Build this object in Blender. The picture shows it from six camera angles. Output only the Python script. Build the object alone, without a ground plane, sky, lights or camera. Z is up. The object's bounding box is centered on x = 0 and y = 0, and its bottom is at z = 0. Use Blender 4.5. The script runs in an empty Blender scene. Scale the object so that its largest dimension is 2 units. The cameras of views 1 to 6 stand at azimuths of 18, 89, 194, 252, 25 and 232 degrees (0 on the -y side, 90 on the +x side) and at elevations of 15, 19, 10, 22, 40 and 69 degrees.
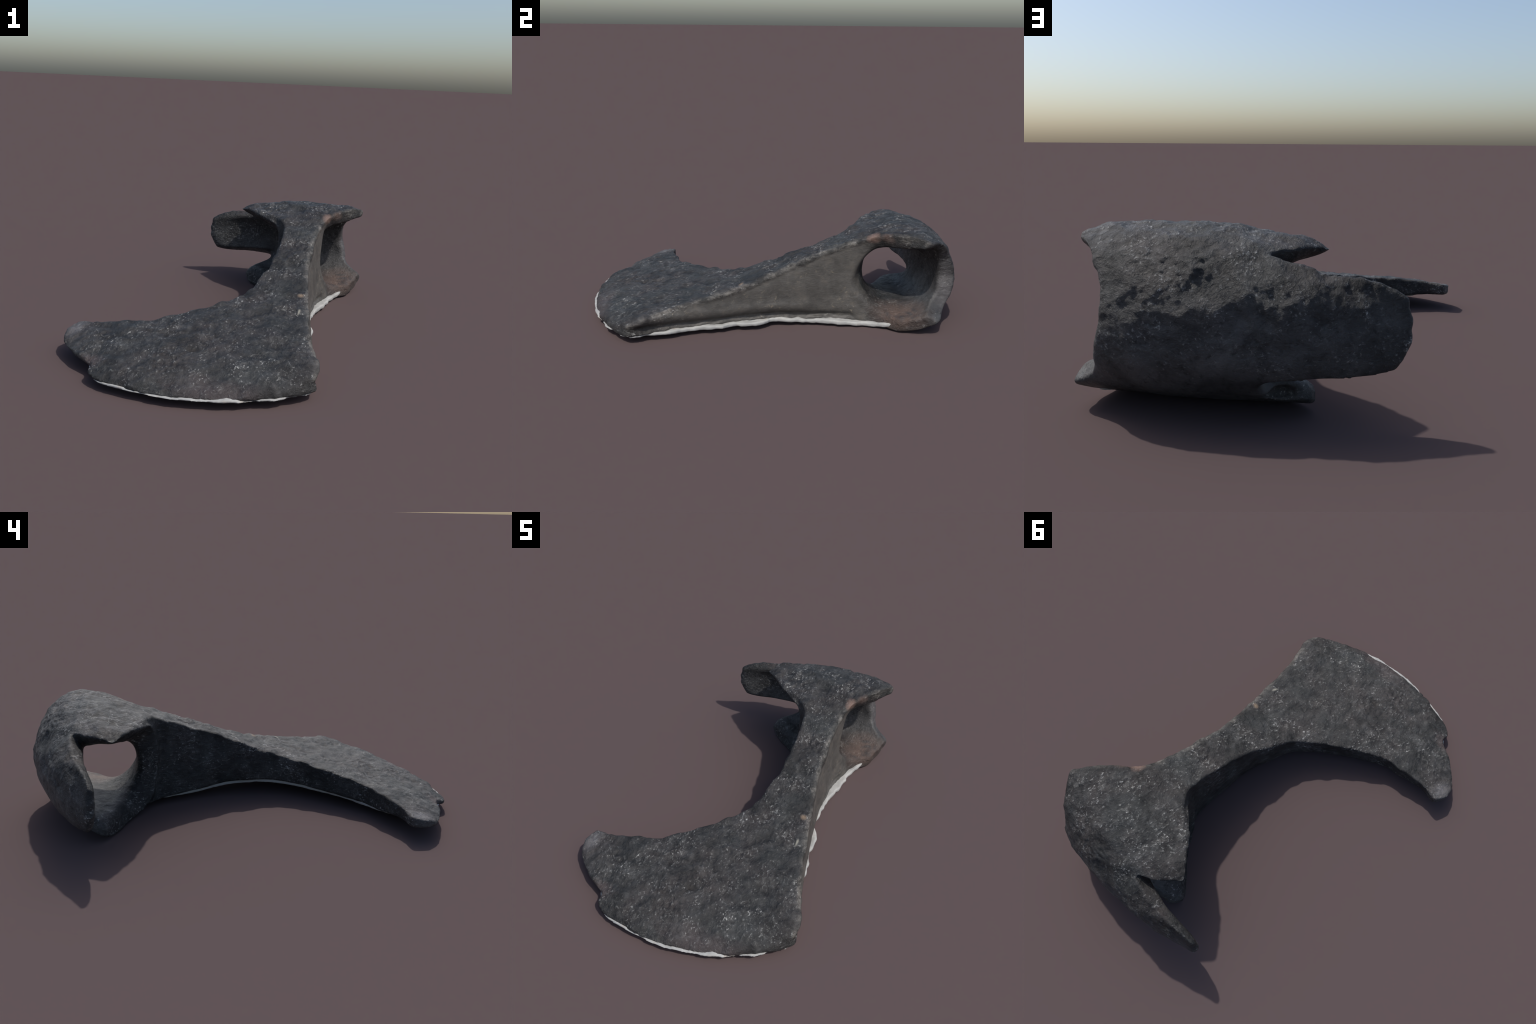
"""Dark fossil bone: a flat fan-shaped blade, a narrow upright shaft and a tubular
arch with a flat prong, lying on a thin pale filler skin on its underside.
The solid is described as an implicit body (profiles, limits, blends) that is
polygonised once, given relief, and then separated by region into parts."""
import bpy, math
import numpy as np
from mathutils import Vector, noise

H = 0.0058                      # sampling step of the implicit body (m)
f32 = np.float32

# ------------------------------------------------------------------ helpers
def interp(x, pts):
    """smooth-ish 1D profile through (position, value) control points"""
    p = np.array(sorted(pts), float)
    xs = np.linspace(p[0, 0], p[-1, 0], 400)
    ys = np.interp(xs, p[:, 0], p[:, 1])
    span = (p[-1, 0] - p[0, 0]) / 400.0
    k = 5
    pad = np.concatenate([np.full(k, ys[0]), ys, np.full(k, ys[-1])])
    ys = np.convolve(pad, np.ones(2 * k + 1) / (2 * k + 1), 'valid')
    return np.interp(x, xs, ys).astype(f32)

def spline(pts, closed=True, n=5):
    """Catmull-Rom curve through control points"""
    P = np.array(pts, float)
    m = len(P)
    out = []
    for i in range(m if closed else m - 1):
        a, b, c, d = (P[(i + k) % m] if closed else P[min(max(i + k, 0), m - 1)] for k in (-1, 0, 1, 2))
        for j in range(n):
            t = j / n
            out.append(0.5 * (2 * b + (c - a) * t + (2 * a - 5 * b + 4 * c - d) * t * t + (3 * b - a - 3 * c + d) * t ** 3))
    if not closed:
        out.append(P[-1])
    return np.array(out)

def outline_distance(U, V, poly):
    """signed distance (inside negative) to a closed outline"""
    d2 = np.full(U.shape, 1e9, f32)
    inside = np.zeros(U.shape, bool)
    for a, b in zip(poly, np.roll(poly, -1, 0)):
        ex, ey = b - a
        wx, wy = U - f32(a[0]), V - f32(a[1])
        L = ex * ex + ey * ey + 1e-12
        t = np.clip((wx * f32(ex) + wy * f32(ey)) / f32(L), 0, 1)
        d2 = np.minimum(d2, (wx - t * f32(ex)) ** 2 + (wy - t * f32(ey)) ** 2)
        if abs(ey) > 1e-9:
            cond = (V >= min(a[1], b[1])) & (V < max(a[1], b[1]))
            inside ^= cond & (U < f32(a[0]) + (V - f32(a[1])) * f32(ex / ey))
    d = np.sqrt(d2)
    return np.where(inside, -d, d).astype(f32)

def smax(a, b, k):
    h = np.clip(0.5 + 0.5 * (a - b) / k, 0, 1)
    return (b * (1 - h) + a * h + k * h * (1 - h)).astype(f32)

def smin(a, b, k):
    return -smax(-a, -b, k)

def smoothstep(x, a, b):
    t = np.clip((x - a) / (b - a), 0, 1)
    return (t * t * (3 - 2 * t)).astype(f32)

def surface_nets(S, org, h):
    """dual polygonisation of the zero level of the sampled field S"""
    neg = S < 0
    nx, ny, nz = S.shape
    acc = np.zeros((nx - 1, ny - 1, nz - 1, 3), f32)
    cnt = np.zeros((nx - 1, ny - 1, nz - 1), np.int16)
    I = np.arange
    crossings = {}
    for ax in range(3):
        s0 = [slice(None)] * 3; s1 = [slice(None)] * 3
        s0[ax] = slice(0, -1); s1[ax] = slice(1, None)
        A, B = S[tuple(s0)], S[tuple(s1)]
        idx = np.argwhere(neg[tuple(s0)] != neg[tuple(s1)])
        a = A[tuple(idx.T)]; b = B[tuple(idx.T)]
        t = a / (a - b)
        p = idx.astype(f32); p[:, ax] += t
        crossings[ax] = (idx, a < 0)
        o1, o2 = [k for k in range(3) if k != ax]
        for da in (0, 1):
            for db in (0, 1):
                c = idx.copy(); c[:, o1] -= da; c[:, o2] -= db
                ok = (c >= 0).all(1) & (c < np.array(acc.shape[:3])).all(1)
                np.add.at(acc, tuple(c[ok].T), p[ok])
                np.add.at(cnt, tuple(c[ok].T), 1)
    cells = np.argwhere(cnt > 0)
    vid = np.full(cnt.shape, -1, np.int64)
    vid[tuple(cells.T)] = np.arange(len(cells))
    V = acc[tuple(cells.T)] / cnt[tuple(cells.T)][:, None] * h + org
    F = []
    for ax in range(3):
        idx, sign = crossings[ax]
        o1, o2 = (ax + 1) % 3, (ax + 2) % 3
        q = []
        for da, db in ((0, 0), (1, 0), (1, 1), (0, 1)):
            c = idx.copy(); c[:, o1] -= da; c[:, o2] -= db
            q.append(vid[tuple(c.T)])
        q = np.stack(q, 1)
        F.append(np.where(sign[:, None], q, q[:, ::-1]))
    return V.astype(np.float64), np.concatenate(F)

# ------------------------------------------------------------------ sampling grid
ORG = np.array([-0.64, -1.03, -0.03])
N = [int(math.ceil(s / H)) for s in (1.28, 2.08, 0.64)]
gx, gy, gz = [(ORG[i] + H * np.arange(N[i])).astype(f32) for i in range(3)]
X = gx[:, None, None]; Y = gy[None, :, None]; Z = gz[None, None, :]
X2 = np.broadcast_to(gx[:, None], (N[0], N[1])); Y2 = np.broadcast_to(gy[None, :], (N[0], N[1]))

# plan of the fan blade and the shaft, seen from above
RIDGE = [(0.583, -0.695), (0.548, -0.615), (0.521, -0.555), (0.497, -0.49), (0.466, -0.404), (0.430, -0.27), (0.386, -0.14), (0.346, 0.0),
         (0.321, 0.116), (0.296, 0.31), (0.292, 0.40), (0.294, 0.47), (0.287, 0.525), (0.262, 0.562), (0.205, 0.58)]
INNER = [(-0.03, 0.525), (0.036, 0.483), (0.090, 0.410), (0.118, 0.27), (0.132, 0.055), (0.106, -0.073), (0.088, -0.168),
         (0.039, -0.246), (-0.046, -0.346), (-0.233, -0.52), (-0.354, -0.563), (-0.481, -0.611)]
FRONT = [(-0.538, -0.610), (-0.581, -0.620), (-0.590, -0.69), (-0.566, -0.752), (-0.51, -0.80), (-0.462, -0.838), (-0.385, -0.868),
         (-0.343, -0.895), (-0.330, -0.940), (-0.295, -0.965), (-0.25, -0.982), (-0.155, -0.995), (-0.04, -1.001), (0.073, -0.988),
         (0.197, -0.962), (0.295, -0.928), (0.378, -0.882), (0.457, -0.831), (0.54, -0.766)]
plan = spline(RIDGE + INNER + FRONT, n=4)
chips = np.array([[noise.fractal(Vector((a * 13, b * 13, 1.7)), 0.8, 2.0, 4) for b in gy] for a in gx]).astype(f32)
dplan = (outline_distance(X2, Y2, plan) + 0.0065 * chips * (0.35 + 0.65 * smoothstep(-Y2, 0.3, 0.6)))[:, :, None]

# height of the rough upper face along the bone
TOP = [(-1.1, 0.070), (-1.0, 0.082), (-0.9, 0.096), (-0.8, 0.114), (-0.71, 0.131), (-0.6, 0.150), (-0.5, 0.168), (-0.4, 0.190),
       (-0.3, 0.208), (-0.2, 0.231), (-0.1, 0.259), (0.0, 0.300), (0.1, 0.338), (0.2, 0.377), (0.3, 0.418),
       (0.4, 0.458), (0.5, 0.487), (0.6, 0.517), (0.7, 0.54)]
ridge_x = interp(Y, [(y, x) for x, y in RIDGE[:-2]])
inner_x = interp(Y, [(y, x) for x, y in INNER] + [(-1.0, -0.58)])
across = np.clip((ridge_x - X) / (ridge_x - inner_x), 0, 1)

def underside(X, Y):
    arch = np.exp(-((Y + 0.12) / 0.42) ** 2)
    tip = smoothstep(-X, 0.25, 0.55) * smoothstep(-Y, 0.3, 0.55)
    base = interp(Y, [(-1.1, 0.034), (-0.9, 0.036), (-0.75, 0.036), (-0.55, 0.030), (-0.37, 0.024), (-0.1, 0.027), (0.06, 0.026),
                      (0.2, 0.016), (0.4, 0.012), (0.6, 0.004), (0.8, 0.004)])
    return base + arch * 0.042 * across + 0.024 * tip + 0.02 * smoothstep(X, 0.2, 0.45) * smoothstep(Y, 0.5, 0.7)

zb = underside(X, Y)
ztop = interp(Y, TOP)
ztop = ztop - 0.016 * smoothstep(-X, 0.30, 0.58) * smoothstep(-Y, 0.3, 0.6)
# the blade thins towards its long curved front edge
rim = smoothstep(-Y, 0.60, 0.76) * np.exp(np.clip(dplan, -1, 0) / 0.06)
ztop = ztop - rim * (0.040 - 0.022 * smoothstep(-X, 0.2, 0.45))

# ------------------------------------------------------------------ blade and shaft
flank_side = (1 - across) ** 4 * smoothstep(-Y, -0.55, -0.35) * smoothstep(Y, -0.80, -0.62)
bulge = (0.012 * np.exp(-((Z - zb - 0.095) / 0.035) ** 2) * smoothstep(0.35 - Y, 0.0, 0.3) - 0.020 * np.exp(-((Z - zb - 0.045) / 0.018) ** 2)) * flank_side
waist = -0.010 * np.sin(np.pi * np.clip((Z - 0.08) / (ztop - 0.08 + 1e-3), 0, 1)) * smoothstep(Y, -0.3, 0.0) * (1 - smoothstep(Y, 0.18, 0.42))
# the +x wall spreads towards its foot, the -x wall draws back under the crown's overhang
spread = interp(Y, [(-0.2, 0.0), (-0.05, 0.012), (0.1, 0.022), (0.27, 0.032), (0.45, 0.042), (0.6, 0.042)]) * np.clip(1 - Z / ztop, 0, 1) * np.clip(1.6 - 3 * across, 0, 1)
recess = (0.012 * smoothstep(Y, 0.27, 0.50) + 0.055 * smoothstep(Y, 0.44, 0.54)) * smoothstep(ztop - Z, 0.015, 0.13) * (0.6 + 0.4 * smoothstep(Z, 0.02, 0.16)) * np.clip(3 * across - 1.2, 0, 1)
side = dplan + waist - bulge - spread + recess
body = smax(side, Z - ztop, 0.012 + 0.014 * np.clip(1 - 2 * across, 0, 1))
skin_lift = 0.004 + 0.014 * smoothstep(Y, -0.75, -0.4)
body = smax(body, zb + skin_lift - Z, 0.012)

# ------------------------------------------------------------------ tubular arch
CY, CZ = 0.72, 0.28
PROFILE = [(0.52, 0.03), (0.60, 0.014), (0.68, 0.008), (0.74, 0.016), (0.80, 0.036), (0.86, 0.066), (0.91, 0.096), (0.95, 0.134), (0.975, 0.17),
           (0.990, 0.21), (0.996, 0.28), (0.985, 0.345), (0.96, 0.40), (0.92, 0.46), (0.88, 0.496), (0.83, 0.523),
           (0.78, 0.538), (0.72, 0.544), (0.65, 0.537), (0.60, 0.523), (0.55, 0.504), (0.50, 0.478), (0.45, 0.44), (0.42, 0.30), (0.45, 0.10)]
# the back wall sweeps forward away from x = 0.22; the crown sinks to the sides
sweep = interp(X, [(-0.6, 0.25), (-0.5, 0.198), (-0.4, 0.146), (-0.3, 0.101), (-0.2, 0.068), (-0.1, 0.045), (0.0, 0.025), (0.1, 0.010),
                   (0.22, 0.0), (0.3, 0.008), (0.36, 0.025), (0.42, 0.045), (0.5, 0.07)])
sink = interp(X, [(-0.5, 0.12), (-0.25, 0.072), (-0.18, 0.040), (-0.12, 0.027), (-0.05, 0.014), (0.05, 0.0), (0.3, 0.0), (0.38, 0.006), (0.47, 0.016), (0.6, 0.03)])
low = 1 - (1 - smoothstep(Z, 0.07, 0.17) * (1 - smoothstep(Z, 0.36, 0.50))) * smoothstep(X, 0.25, 0.38)
YW = Y + sweep * smoothstep(Y, 0.55, 0.82) * low
ZW = Z + sink * smoothstep(Z, 0.40, 0.52)
fine_y = np.linspace(0.2, 1.2, 251).astype(f32); fine_z = np.linspace(-0.1, 0.75, 214).astype(f32)
prof2 = outline_distance(fine_y[:, None] + 0 * fine_z[None], fine_z[None] + 0 * fine_y[:, None], spline(PROFILE, n=4))

def lookup(tab, u, v):
    iu = np.clip((u - fine_y[0]) / (fine_y[1] - fine_y[0]), 0, len(fine_y) - 1.001)
    iv = np.clip((v - fine_z[0]) / (fine_z[1] - fine_z[0]), 0, len(fine_z) - 1.001)
    a = iu.astype(np.int32); b = iv.astype(np.int32); s = iu - a; t = iv - b
    return (tab[a, b] * (1 - s) * (1 - t) + tab[a + 1, b] * s * (1 - t) + tab[a, b + 1] * (1 - s) * t + tab[a + 1, b + 1] * s * t).astype(f32)

# only the arch end of the grid is needed here
j0 = int(np.searchsorted(gy, 0.30))
S = (slice(None), slice(j0, None), slice(None))
YA = YW[S]; ZA = np.broadcast_to(ZW, (N[0], 1, N[2]))
shell = lookup(prof2, YA, ZA)
ang = np.degrees(np.arctan2(ZA - CZ, YA - CY))                # 0 = back, 90 = up, 180 = shaft, -90 = down
RIGHT = [(-180, 0.26), (-165, 0.27), (-150, 0.29), (-135, 0.325), (-121, 0.345), (-108, 0.395), (-98, 0.43), (-82, 0.450), (-70, 0.464), (-61, 0.472), (-53, 0.472), (-47, 0.460), (-43, 0.432),
         (-39, 0.412), (-33, 0.380), (-25, 0.362), (-10, 0.345), (2, 0.325), (15, 0.328), (25, 0.336), (33, 0.348), (41, 0.366), (50, 0.392), (57, 0.416), (63, 0.445), (69, 0.468), (74, 0.478), (79, 0.454),
         (90, 0.426), (102, 0.398), (114, 0.363), (124, 0.328), (132, 0.314), (145, 0.282), (160, 0.26), (180, 0.26)]
LEFT = [(-180, 0.062), (-160, 0.060), (-145, 0.05), (-135, 0.03), (-122, -0.038), (-112, -0.102), (-102, -0.15), (-92, -0.195), (-80, -0.222), (-68, -0.222), (-58, -0.19), (-50, -0.135),
        (-44, -0.112), (-34, -0.112), (-29, -0.14), (-27, -0.22), (-25, -0.41), (-22, -0.462), (-16, -0.480), (-8, -0.490), (2, -0.497), (12, -0.495), (21, -0.484),
        (28, -0.458), (34, -0.388), (40, -0.305), (46, -0.235), (51, -0.165), (56, -0.108), (60, -0.125), (66, -0.172), (76, -0.207), (86, -0.240), (93, -0.264), (97, -0.277), (102, -0.252), (110, -0.208), (123, -0.145), (133, -0.100),
        (140, -0.044), (148, 0.027), (155, 0.055), (161, 0.06), (170, 0.062), (180, 0.062)]
def around(pts):
    a = np.arange(-180, 180.01, 0.5)
    p = np.array(pts)
    v = np.interp(a, p[:, 0], p[:, 1])
    k = np.hanning(7); k /= k.sum()
    v = np.convolve(np.concatenate([v[-4:-1], v, v[1:4]]), k, 'valid')
    return np.interp(ang, a, v).astype(f32)
# the free edges are nicked and slightly wavy
def nicks(seed, amp):
    a = np.arange(-180, 181, 1.0)
    v = np.array([noise.fractal(Vector((math.cos(math.radians(t)) * 3.2, math.sin(math.radians(t)) * 3.2, seed)), 0.8, 2.0, 4) for t in a])
    return np.interp(ang, a, amp * v).astype(f32)
XR = around(RIGHT) + nicks(2.3, 0.006); XL = around(LEFT) + nicks(5.9, 0.010)
ends = smax((X - XR) * 0.8, (XL - X) * 0.6, 0.01)
arch = smax(shell, ends, 0.011)
# the tube through the arch, flaring towards both mouths
fl = np.clip(X - 0.12, 0, None); fr = np.clip(0.10 - X, 0, None)
rz_up = interp(X, [(-0.6, 0.21), (-0.25, 0.205), (-0.15, 0.180), (-0.05, 0.155), (0.05, 0.138), (0.12, 0.142), (0.2, 0.174), (0.3, 0.210), (0.4, 0.212), (0.6, 0.215)])
rz_dn = 0.155 + 0.12 * fl ** 2 + 0.10 * np.minimum(fr, 0.34) ** 2
ry_bk = interp(X, [(-0.6, 0.175), (-0.5, 0.196), (-0.4, 0.192), (-0.3, 0.182), (-0.2, 0.156), (-0.1, 0.138), (0.0, 0.137), (0.1, 0.145), (0.2, 0.163), (0.3, 0.187), (0.45, 0.235), (0.6, 0.25)])
dz = Z - 0.262 - 0.25 * (Y[:, j0:] - 0.76) * smoothstep(X, 0.2, 0.4)
dy = YA - 0.715 + np.clip(0.03 * (X - 0.10), -0.008, 0.006)      # the tunnel runs slightly askew
ry_fr = 0.194 + 1.8 * fl ** 2 * smoothstep(dz, -0.11, 0.04) + 0.8 * np.minimum(fr, 0.34) ** 2
ry = np.where(dy > 0, ry_bk, ry_fr); rz = np.where(dz > 0, rz_up, rz_dn)
pw = 2.45
rad = (np.abs(dy / ry) ** pw + np.abs(dz / rz) ** pw) ** (1 / pw)
tube = ((rad - 1) * np.minimum(ry, rz)).astype(f32)
solid = body.copy() if body.shape == tuple(N) else np.broadcast_to(body, N).copy()
solid[S] = smax(smin(solid[S], arch, 0.034), -tube, 0.022 + 0.026 * smoothstep(-X, -0.12, 0.0))
# hollow in the back of the small foot under the prong
foot = np.sqrt(((X + 0.150) / 0.055) ** 2 + ((Y[:, j0:] - 0.815) / 0.050) ** 2 + ((Z - 0.078) / 0.026) ** 2)
solid[S] = smax(solid[S], (0.026 * (1 - foot)).astype(f32), 0.008)

V, F = surface_nets(solid, ORG, H)
del arch, tube, shell, ang, XR, XL, ends, rad, solid, body, side

# ------------------------------------------------------------------ mesh + relief
def new_mesh(name, V, F):
    m = bpy.data.meshes.new(name)
    m.from_pydata([tuple(v) for v in V], [], [tuple(f) for f in F])
    m.update()
    return m

def vertex_normals(V, F):
    a, b, c, d = (V[F[:, k]] for k in range(4))
    n = np.cross(c - a, d - b)
    out = np.zeros_like(V)
    for k in range(4):
        np.add.at(out, F[:, k], n)
    return out / (np.linalg.norm(out, axis=1)[:, None] + 1e-12)

def keep_largest(V, F):
    """drop specks: label propagation over shared faces"""
    lab = np.arange(len(V))
    while True:
        m = lab[F].min(1)
        new = lab.copy()
        for k in range(4):
            np.minimum.at(new, F[:, k], m)
        new = new[new]
        if (new == lab).all():
            break
        lab = new
    u, c = np.unique(lab, return_counts=True)
    keep = lab == u[c.argmax()]
    ids = np.cumsum(keep) - 1
    return V[keep], ids[F[keep[F[:, 0]]]]

def relax(V, F, n, w=0.5):
    """tangential smoothing that takes the sampling steps out"""
    for _ in range(n):
        s = np.zeros_like(V); c = np.zeros(len(V))
        for k in range(4):
            for o in (1, 3):
                np.add.at(s, F[:, k], V[F[:, (k + o) % 4]]); np.add.at(c, F[:, k], 1)
        V = V + w * (s / c[:, None] - V)
    return V

V, F = keep_largest(V, F)
for _ in range(3):                      # smooth without shrinking thin tips
    V = relax(relax(V, F, 1, 0.5), F, 1, -0.46)
V = relax(V, F, 1, 0.4)
NRM = vertex_normals(V, F)

def lumps(V, scale, seed, octaves=3):
    o = Vector((seed * 3.7, seed * 1.9, seed * 5.3))
    return np.array([noise.fractal(Vector(v) * scale + o, 0.9, 2.0, octaves) for v in V])

# rough on the outside of the bone, smooth on the shaft walls and in the tube
x, y, z = V.T
up = np.clip((NRM[:, 2] - 0.1) / 0.5, 0, 1)
outer_back = np.clip((y - 0.78) / 0.12, 0, 1) * np.clip((z - 0.2) / 0.1, 0, 1) * np.clip(NRM[:, 1] * 2, 0, 1)
tube_floor = (y > 0.45) & (z < 0.30) & (NRM[:, 2] > 0)
rough = np.maximum(up, outer_back)
rough = np.where(tube_floor, 0.15, rough)
rough = 0.12 + 0.88 * rough
patch = np.clip(0.5 + 0.9 * lumps(V, 4.5, 5, 2), 0.12, 1.25)          # rough and calm areas
dents = np.clip(lumps(V, 15, 8, 2) - 0.25, 0, 1)                        # scattered shallow pits
ridges = 0.35 - np.abs(lumps(V * np.array([1.0, 0.6, 1.0]), 20, 9, 3))  # wandering ridges
relief = (0.0055 * lumps(V, 8, 1, 2) * (0.35 + 0.65 * rough) + 0.0090 * lumps(V, 13, 4, 2) * rough - 0.002 * dents * rough
          + rough * patch * (0.0062 * ridges + 0.0036 * lumps(V, 48, 3, 3)))
pit = np.exp(-(((x - 0.041) / 0.026) ** 2 + ((y + 0.71) / 0.022) ** 2)) * (z > 0.08)
relief -= 0.012 * pit
relief -= relief.mean()
V = V + NRM * relief[:, None]
NRM = vertex_normals(V, F)

# ------------------------------------------------------------------ materials
def ramp(nt, fac, stops, interp='LINEAR'):
    r = nt.nodes.new('ShaderNodeValToRGB')
    r.color_ramp.interpolation = interp
    while len(r.color_ramp.elements) < len(stops):
        r.color_ramp.elements.new(0.5)
    for e, (p, c) in zip(r.color_ramp.elements, stops):
        e.position = p
        e.color = (*c, 1) if len(c) == 3 else c
    nt.links.new(fac, r.inputs[0])
    return r.outputs[0]

def tex_noise(nt, vec, scale, detail=4, rough=0.6, dist=0.0):
    n = nt.nodes.new('ShaderNodeTexNoise')
    n.inputs['Scale'].default_value = scale
    n.inputs['Detail'].default_value = detail
    n.inputs['Roughness'].default_value = rough
    n.inputs['Distortion'].default_value = dist
    nt.links.new(vec, n.inputs['Vector'])
    return n.outputs['Fac']

def mix(nt, fac, a, b, mode='MIX'):
    m = nt.nodes.new('ShaderNodeMix')
    m.data_type = 'RGBA'; m.blend_type = mode
    for s, v in ((m.inputs['Factor'], fac), (m.inputs[6], a), (m.inputs[7], b)):
        if isinstance(v, (int, float)):
            s.default_value = v
        elif isinstance(v, tuple):
            s.default_value = (*v, 1)
        else:
            nt.links.new(v, s)
    return m.outputs[2]

def mathn(nt, op, a, b=None, c=None, clamp=False):
    m = nt.nodes.new('ShaderNodeMath'); m.operation = op; m.use_clamp = clamp
    for s, v in zip(m.inputs, (a, b, c)):
        if v is None:
            continue
        if isinstance(v, (int, float)):
            s.default_value = v
        else:
            nt.links.new(v, s)
    return m.outputs[0]

G = lambda v: (v, v, v)

def blob(nt, xyz, c, r, vec_noise, wob=0.35):
    """soft mask around a place on the bone, with a wobbly edge"""
    d = None
    for k in range(3):
        t = mathn(nt, 'DIVIDE', mathn(nt, 'SUBTRACT', xyz[k], c[k]), r[k])
        t = mathn(nt, 'MULTIPLY', t, t)
        d = t if d is None else mathn(nt, 'ADD', d, t)
    d = mathn(nt, 'SQRT', d)
    d = mathn(nt, 'ADD', d, mathn(nt, 'MULTIPLY', mathn(nt, 'SUBTRACT', vec_noise, 0.5), wob * 4))
    return mathn(nt, 'SUBTRACT', 1.35, d, clamp=True)

def profile_node(nt, t, pts):
    """value that follows a position along the bone (float curve)"""
    n = nt.nodes.new('ShaderNodeFloatCurve')
    c = n.mapping.curves[0]
    while len(c.points) < len(pts):
        c.points.new(0.5, 0.5)
    for p, q in zip(c.points, pts):
        p.location = q
        p.handle_type = 'AUTO'
    n.mapping.update()
    nt.links.new(t, n.inputs['Value'])
    return n.outputs[0]

def step(nt, v, a, b):
    m = nt.nodes.new('ShaderNodeMapRange'); m.interpolation_type = 'SMOOTHSTEP'
    m.inputs['From Min'].default_value = a; m.inputs['From Max'].default_value = b
    nt.links.new(v, m.inputs['Value'])
    return m.outputs[0]

def bone_material():
    mat = bpy.data.materials.new('fossil_bone_surface'); mat.use_nodes = True
    nt = mat.node_tree
    M = lambda *a, **k: mathn(nt, *a, **k)
    bsdf = nt.nodes['Principled BSDF']
    co = nt.nodes.new('ShaderNodeTexCoord').outputs['Object']
    sep = nt.nodes.new('ShaderNodeSeparateXYZ'); nt.links.new(co, sep.inputs[0])
    xyz = sep.outputs
    stretch = nt.nodes.new('ShaderNodeMapping'); stretch.inputs['Scale'].default_value = (1.0, 0.62, 1.15)
    stretch.inputs['Rotation'].default_value = (0, 0, 0.5)
    nt.links.new(co, stretch.inputs[0]); cs = stretch.outputs[0]
    big = tex_noise(nt, co, 4.5, 3)
    mid = tex_noise(nt, co, 15, 6, 0.62, 0.3)
    clus = tex_noise(nt, co, 9, 5, 0.62, 0.5)
    fine = tex_noise(nt, cs, 46, 7, 0.70, 0.35)
    grit = tex_noise(nt, cs, 105, 4, 0.68, 0.2)
    # dark body colour, warm and cool areas
    base = ramp(nt, mid, [(0.30, (0.0100, 0.0100, 0.0100)), (0.46, (0.0185, 0.0184, 0.0182)), (0.60, (0.0350, 0.0350, 0.0345)), (0.76, (0.062, 0.063, 0.062))])
    warm = ramp(nt, big, [(0.42, G(0)), (0.66, G(1))])
    cool = ramp(nt, tex_noise(nt, co, 3.3, 2), [(0.50, G(0)), (0.68, G(1))])
    base = mix(nt, M('MULTIPLY', warm, 0.5), base, (0.044, 0.034, 0.032))
    base = mix(nt, M('MULTIPLY', cool, 0.45), base, (0.036, 0.040, 0.040))
    rest = blob(nt, xyz, (-0.02, 0.93, 0.14), (0.62, 0.24, 0.21), big, 0.25)  # lower back colour lightened to match its brightness in shade
    base = mix(nt, M('MULTIPLY', rest, 0.75), base, mix(nt, mid, (0.060, 0.061, 0.064), (0.100, 0.098, 0.098)))
    # specular glints painted into the colour as clustered pale flecks
    calm = blob(nt, xyz, (0.05, 0.93, 0.12), (0.55, 0.22, 0.16), big, 0.2)
    dense = ramp(nt, clus, [(0.40, G(0.05)), (0.51, G(0.38)), (0.62, G(1))])
    dense = M('MULTIPLY', dense, M('SUBTRACT', 1.0, M('MULTIPLY', calm, 0.8), clamp=True))
    f1 = ramp(nt, fine, [(0.53, G(0)), (0.62, G(0.45)), (0.72, G(1))])
    f2 = ramp(nt, grit, [(0.57, G(0)), (0.68, G(1))])
    base = mix(nt, M('MULTIPLY', M('MULTIPLY', f1, dense), 0.72), base, (0.195, 0.195, 0.185))
    base = mix(nt, M('MULTIPLY', M('MULTIPLY', f2, dense), 0.85), base, (0.44, 0.44, 0.42))
    dark = ramp(nt, fine, [(0.33, G(1)), (0.46, G(0))])
    base = mix(nt, M('MULTIPLY', dark, 0.65), base, (0.010, 0.010, 0.010))
    blot = ramp(nt, tex_noise(nt, co, 8, 5, 0.6, 0.7), [(0.36, G(0.60)), (0.50, G(0.95)), (0.66, G(1.25))])
    base = mix(nt, 1.0, base, blot, 'MULTIPLY')
    # the long ridge: a rubbed pale crest, and below it a smoother brown-grey flank
    t = M('MULTIPLY', M('ADD', xyz[1], 0.75), 1 / 1.6)
    T = lambda y: (y + 0.75) / 1.6
    rx = profile_node(nt, t, [(T(y), x) for x, y in ((0.595, -0.75), (0.548, -0.615), (0.466, -0.404), (0.386, -0.14), (0.318, 0.116), (0.290, 0.33), (0.300, 0.50), (0.375, 0.622), (0.46, 0.78))])
    rz = profile_node(nt, t, [(T(y), z) for y, z in ((-0.75, 0.09), (-0.62, 0.135), (-0.4, 0.19), (-0.14, 0.238), (0.116, 0.334), (0.33, 0.42), (0.50, 0.478), (0.62, 0.505), (0.78, 0.52))])
    ex = M('SUBTRACT', xyz[0], rx); ez = M('SUBTRACT', rz, xyz[2])
    dist = M('SQRT', M('ADD', M('MULTIPLY', ex, ex), M('MULTIPLY', ez, ez)))
    crest = M('SUBTRACT', 1.0, step(nt, M('ADD', dist, M('MULTIPLY', M('SUBTRACT', mid, 0.5), 0.06)), 0.006, 0.030))
    below = step(nt, M('ADD', ez, M('MULTIPLY', M('SUBTRACT', mid, 0.5), 0.03)), 0.004, 0.030)
    flank = M('MULTIPLY', below, step(nt, ex, -0.045, -0.015))
    flank = M('MULTIPLY', flank, M('SUBTRACT', 1.0, step(nt, xyz[1], 0.46, 0.60)))
    flank = M('MULTIPLY', flank, step(nt, xyz[1], -0.72, -0.40))
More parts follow.
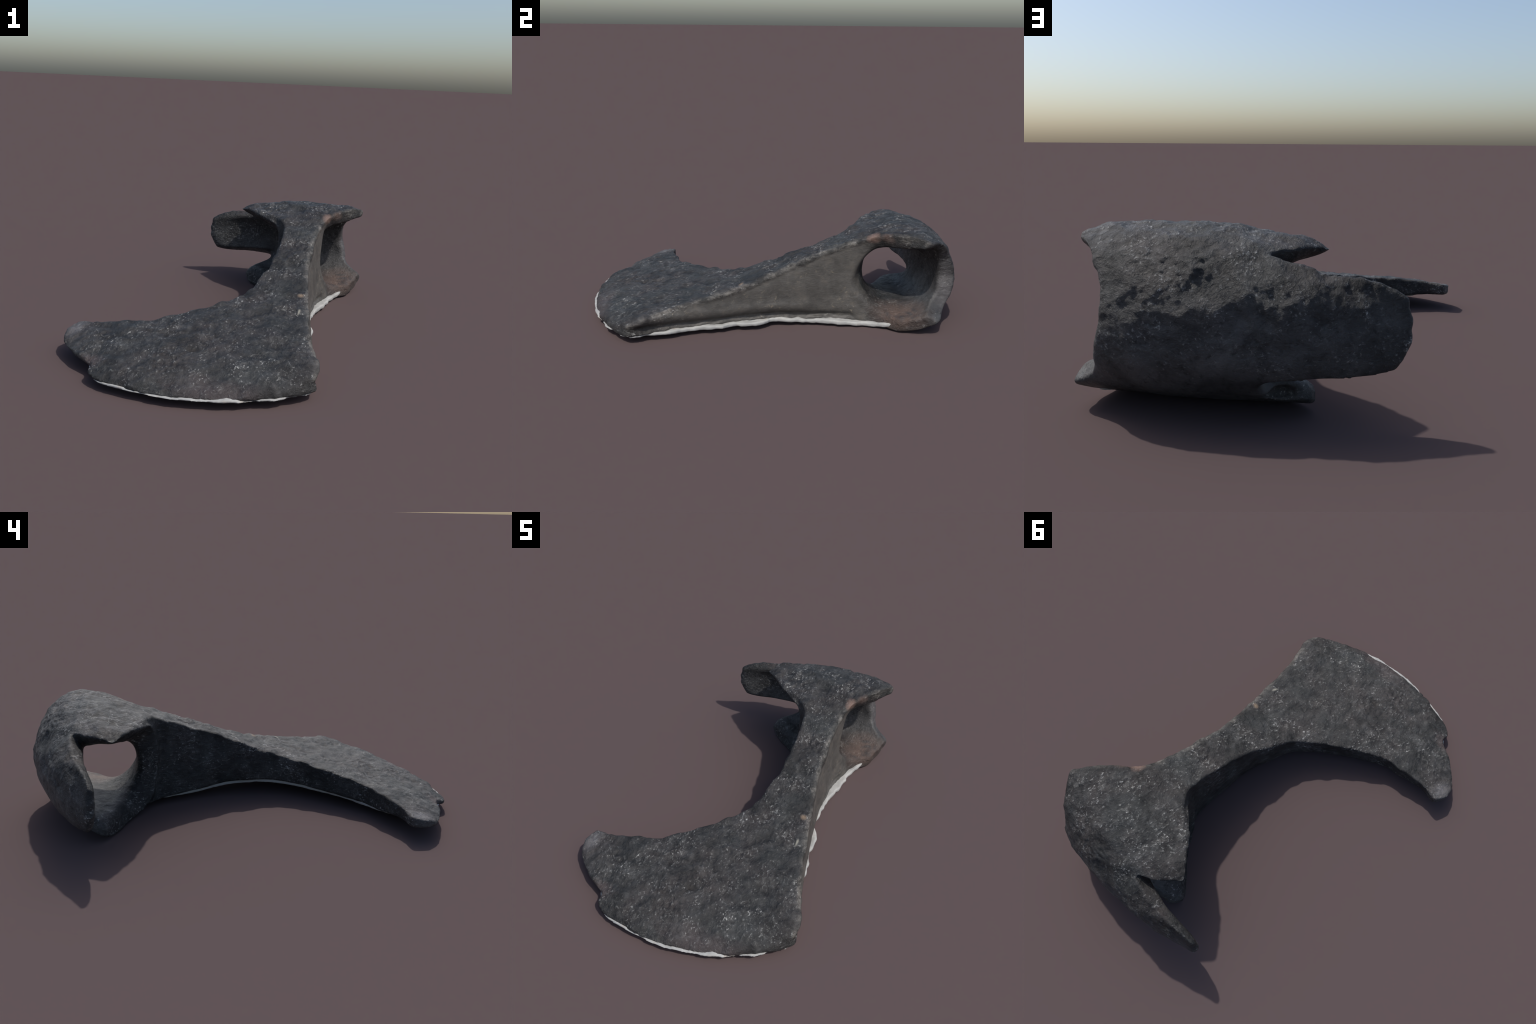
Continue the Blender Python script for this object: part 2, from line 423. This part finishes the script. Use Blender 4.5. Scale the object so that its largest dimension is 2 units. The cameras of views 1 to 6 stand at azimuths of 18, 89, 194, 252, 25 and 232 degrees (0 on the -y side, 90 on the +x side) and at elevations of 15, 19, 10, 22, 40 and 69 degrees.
    brown = ramp(nt, mid, [(0.3, (0.054, 0.051, 0.047)), (0.55, (0.082, 0.077, 0.070)), (0.8, (0.112, 0.098, 0.082))])
    cream = ramp(nt, tex_noise(nt, co, 44, 5, 0.7, 0.6), [(0.58, G(0)), (0.66, G(0.8))])
    brown = mix(nt, M('MULTIPLY', cream, ramp(nt, clus, [(0.45, G(0)), (0.6, G(1))])), brown, (0.20, 0.17, 0.125))
    base = mix(nt, M('MULTIPLY', flank, 0.88), base, brown)
    crumb = ramp(nt, fine, [(0.40, G(0.12)), (0.58, G(0.85))])
    crest = M('MULTIPLY', crest, ramp(nt, clus, [(0.42, G(0.08)), (0.60, G(0.9))]))
    base = mix(nt, M('MULTIPLY', crest, crumb), base, (0.195, 0.182, 0.162))
    # rusty floor of the tube mouth, lilac-grey rim behind it, small stains
    rust = blob(nt, xyz, (0.38, 0.70, 0.09), (0.13, 0.15, 0.085), mid, 0.35)
    base = mix(nt, M('MULTIPLY', rust, 0.7), base, ramp(nt, mid, [(0.35, (0.052, 0.044, 0.042)), (0.52, (0.115, 0.076, 0.060)), (0.7, (0.15, 0.105, 0.082))]))
    for c, r, col, w in (((0.36, 0.93, 0.25), (0.05, 0.06, 0.20), (0.095, 0.088, 0.090), 0.6),
                         ((0.31, 0.54, 0.495), (0.025, 0.035, 0.03), (0.20, 0.125, 0.098), 0.75),
                         ((0.36, 0.60, 0.50), (0.025, 0.045, 0.03), (0.14, 0.095, 0.078), 0.6),
                         ((0.353, -0.146, 0.243), (0.016, 0.012, 0.03), (0.25, 0.18, 0.12), 0.75),
                         ((0.384, -0.294, 0.208), (0.006, 0.017, 0.03), (0.38, 0.36, 0.29), 0.85),
                         ((0.28, -0.92, 0.06), (0.26, 0.07, 0.06), (0.075, 0.060, 0.060), 0.5),
                         ((-0.36, -0.88, 0.08), (0.07, 0.04, 0.05), (0.100, 0.075, 0.070), 0.55),
                         ((-0.555, -0.675, 0.10), (0.045, 0.06, 0.08), (0.120, 0.114, 0.116), 0.75)):
        base = mix(nt, M('MULTIPLY', blob(nt, xyz, c, r, mid), w, clamp=True), base, mix(nt, M('MULTIPLY', f1, 0.5), col, mix(nt, 0.5, col, (0.3, 0.3, 0.3))))
    pitm = blob(nt, xyz, (0.041, -0.71, 0.13), (0.022, 0.018, 0.05), mid, 0.1)
    base = mix(nt, M('MULTIPLY', pitm, 0.8), base, (0.026, 0.022, 0.019))
    nt.links.new(base, bsdf.inputs['Base Color'])
    nt.links.new(ramp(nt, fine, [(0.35, G(0.58)), (0.7, G(0.36))]), bsdf.inputs['Roughness'])
    bsdf.inputs['Specular IOR Level'].default_value = 0.32
    h = M('ADD', M('MULTIPLY', fine, 0.7), M('MULTIPLY', grit, 0.3))
    b = nt.nodes.new('ShaderNodeBump'); b.inputs['Strength'].default_value = 0.8; b.inputs['Distance'].default_value = 0.016
    quiet = M('SUBTRACT', 1.0, M('MULTIPLY', M('MAXIMUM', flank, calm), 0.7))
    nt.links.new(M('MULTIPLY', h, quiet), b.inputs['Height']); nt.links.new(b.outputs[0], bsdf.inputs['Normal'])
    return mat

def filler_material():
    mat = bpy.data.materials.new('pale_filler'); mat.use_nodes = True
    nt = mat.node_tree; bsdf = nt.nodes['Principled BSDF']
    co = nt.nodes.new('ShaderNodeTexCoord').outputs['Object']
    c = ramp(nt, tex_noise(nt, co, 9, 5), [(0.3, (0.27, 0.27, 0.26)), (0.6, (0.36, 0.36, 0.345)), (0.8, (0.31, 0.295, 0.27))])
    stain = ramp(nt, tex_noise(nt, co, 20, 4, 0.6, 1.0), [(0.58, G(0)), (0.70, G(0.6))])
    c = mix(nt, stain, c, (0.30, 0.25, 0.20))
    nt.links.new(c, bsdf.inputs['Base Color'])
    bsdf.inputs['Roughness'].default_value = 0.8
    return mat

bone_mat, filler_mat = bone_material(), filler_material()

# ------------------------------------------------------------------ scene objects
root = bpy.data.objects.new('fossil_bone', None)
root.empty_display_size = 0.2
bpy.context.scene.collection.objects.link(root)
root['label'] = 'dark grey fossil bone with fan blade and hollow arched end'
root['category'] = 'fossil bone'

def add_part(name, V, F, mat, normals=None):
    ids = np.unique(F)
    remap = np.full(len(V), -1); remap[ids] = np.arange(len(ids))
    m = new_mesh(name, V[ids], remap[F])
    m.polygons.foreach_set('use_smooth', np.ones(len(m.polygons), bool))
    m.materials.append(mat)
    if normals is not None:
        m.normals_split_custom_set_from_vertices([tuple(n) for n in normals[ids]])
    o = bpy.data.objects.new(name, m)
    bpy.context.scene.collection.objects.link(o)
    o.parent = root
    return o

C = V[F].mean(1)
cx, cy, cz = C.T
prong = (cx < -0.135) & (cz > 0.135) & (cy > 0.80 - 0.3 * np.clip(-cx - 0.2, 0, 1)) & ~((cz > 0.42) & (cx > -0.26) & (cy < 0.80))
prong &= ~((cx > -0.26) & (cy < 0.78))
blade = cy < -0.16
shaft = ~blade & (cy < 0.44)
crest = ~prong & ~blade & ~shaft & (cz > 0.40 + 0.5 * np.clip(cy - 0.85, 0, 1))
lower = ~prong & ~blade & ~shaft & ~crest & (cz < 0.15)
arch_wall = ~(prong | blade | shaft | crest | lower)
for name, sel in (('blade', blade), ('shaft', shaft), ('arch_crest', crest), ('arch_wall', arch_wall), ('arch_floor', lower), ('prong', prong)):
    add_part(name, V, F[sel], bone_mat, NRM)

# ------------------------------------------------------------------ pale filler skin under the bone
SKIN = [(0.572, -0.70), (0.545, -0.62), (0.505, -0.50), (0.464, -0.369), (0.45, -0.268), (0.425, -0.2), (0.405, -0.084), (0.370, 0.0),
        (0.353, 0.046), (0.338, 0.206), (0.350, 0.28), (0.360, 0.393), (0.370, 0.55), (0.405, 0.66), (0.428, 0.73), (0.432, 0.785), (0.38, 0.76),
        (0.3, 0.69), (0.1, 0.67), (-0.05, 0.66), (-0.09, 0.64), (-0.05, 0.60), (0.02, 0.545), (0.125, 0.478), (0.145, 0.40),
        (0.142, 0.27), (0.147, 0.07), (0.118, -0.12), (0.060, -0.25), (-0.02, -0.35), (-0.125, -0.455), (-0.24, -0.535), (-0.36, -0.60),
        (-0.46, -0.66), (-0.49, -0.70), (-0.48, -0.76), (-0.43, -0.82), (-0.37, -0.87), (-0.315, -0.93), (-0.26, -0.980), (-0.15, -0.996),
        (0.0, -1.003), (0.1, -0.991), (0.2, -0.962), (0.3, -0.930), (0.38, -0.884), (0.46, -0.832), (0.54, -0.76)]
skin = spline(SKIN, n=6)
cen = np.array([0.2, 0.0])
jag = np.array([noise.fractal(Vector((p[0] * 16, p[1] * 16, 4.2)), 0.8, 2.0, 4) for p in skin])
tang = np.roll(skin, -1, 0) - np.roll(skin, 1, 0)
nrm2 = np.stack([tang[:, 1], -tang[:, 0]], 1) / np.linalg.norm(tang, axis=1)[:, None]
if outline_distance(np.array([[skin[5, 0] + nrm2[5, 0] * .01]]), np.array([[skin[5, 1] + nrm2[5, 1] * .01]]), skin)[0, 0] < 0:
    nrm2 = -nrm2
flank_w = np.clip(skin[:, 0] * 2.2, 0.2, 1)
skin = skin + nrm2 * (0.016 * jag * flank_w)[:, None]
K = int(np.searchsorted(gz, 0.20))
dskin = outline_distance(X2, Y2, skin)[:, :, None]
Zs = Z[:, :, :K]
field = smax(dskin, Zs - (zb + skin_lift + 0.005 + 0.006 * chips[:, :, None]), 0.005)
field = smax(field, zb - Zs, 0.008)
field = np.broadcast_to(field, (N[0], N[1], K))
VS, FS = surface_nets(np.ascontiguousarray(field), ORG, H)
VS, FS = keep_largest(VS, FS)
VS = relax(VS, FS, 1)
NS = vertex_normals(VS, FS)
VS = VS + NS * (0.0018 * lumps(VS, 30, 7, 3))[:, None]
low = min(VS[:, 2].min(), V[:, 2].min())
root.location = (0, 0, -low)
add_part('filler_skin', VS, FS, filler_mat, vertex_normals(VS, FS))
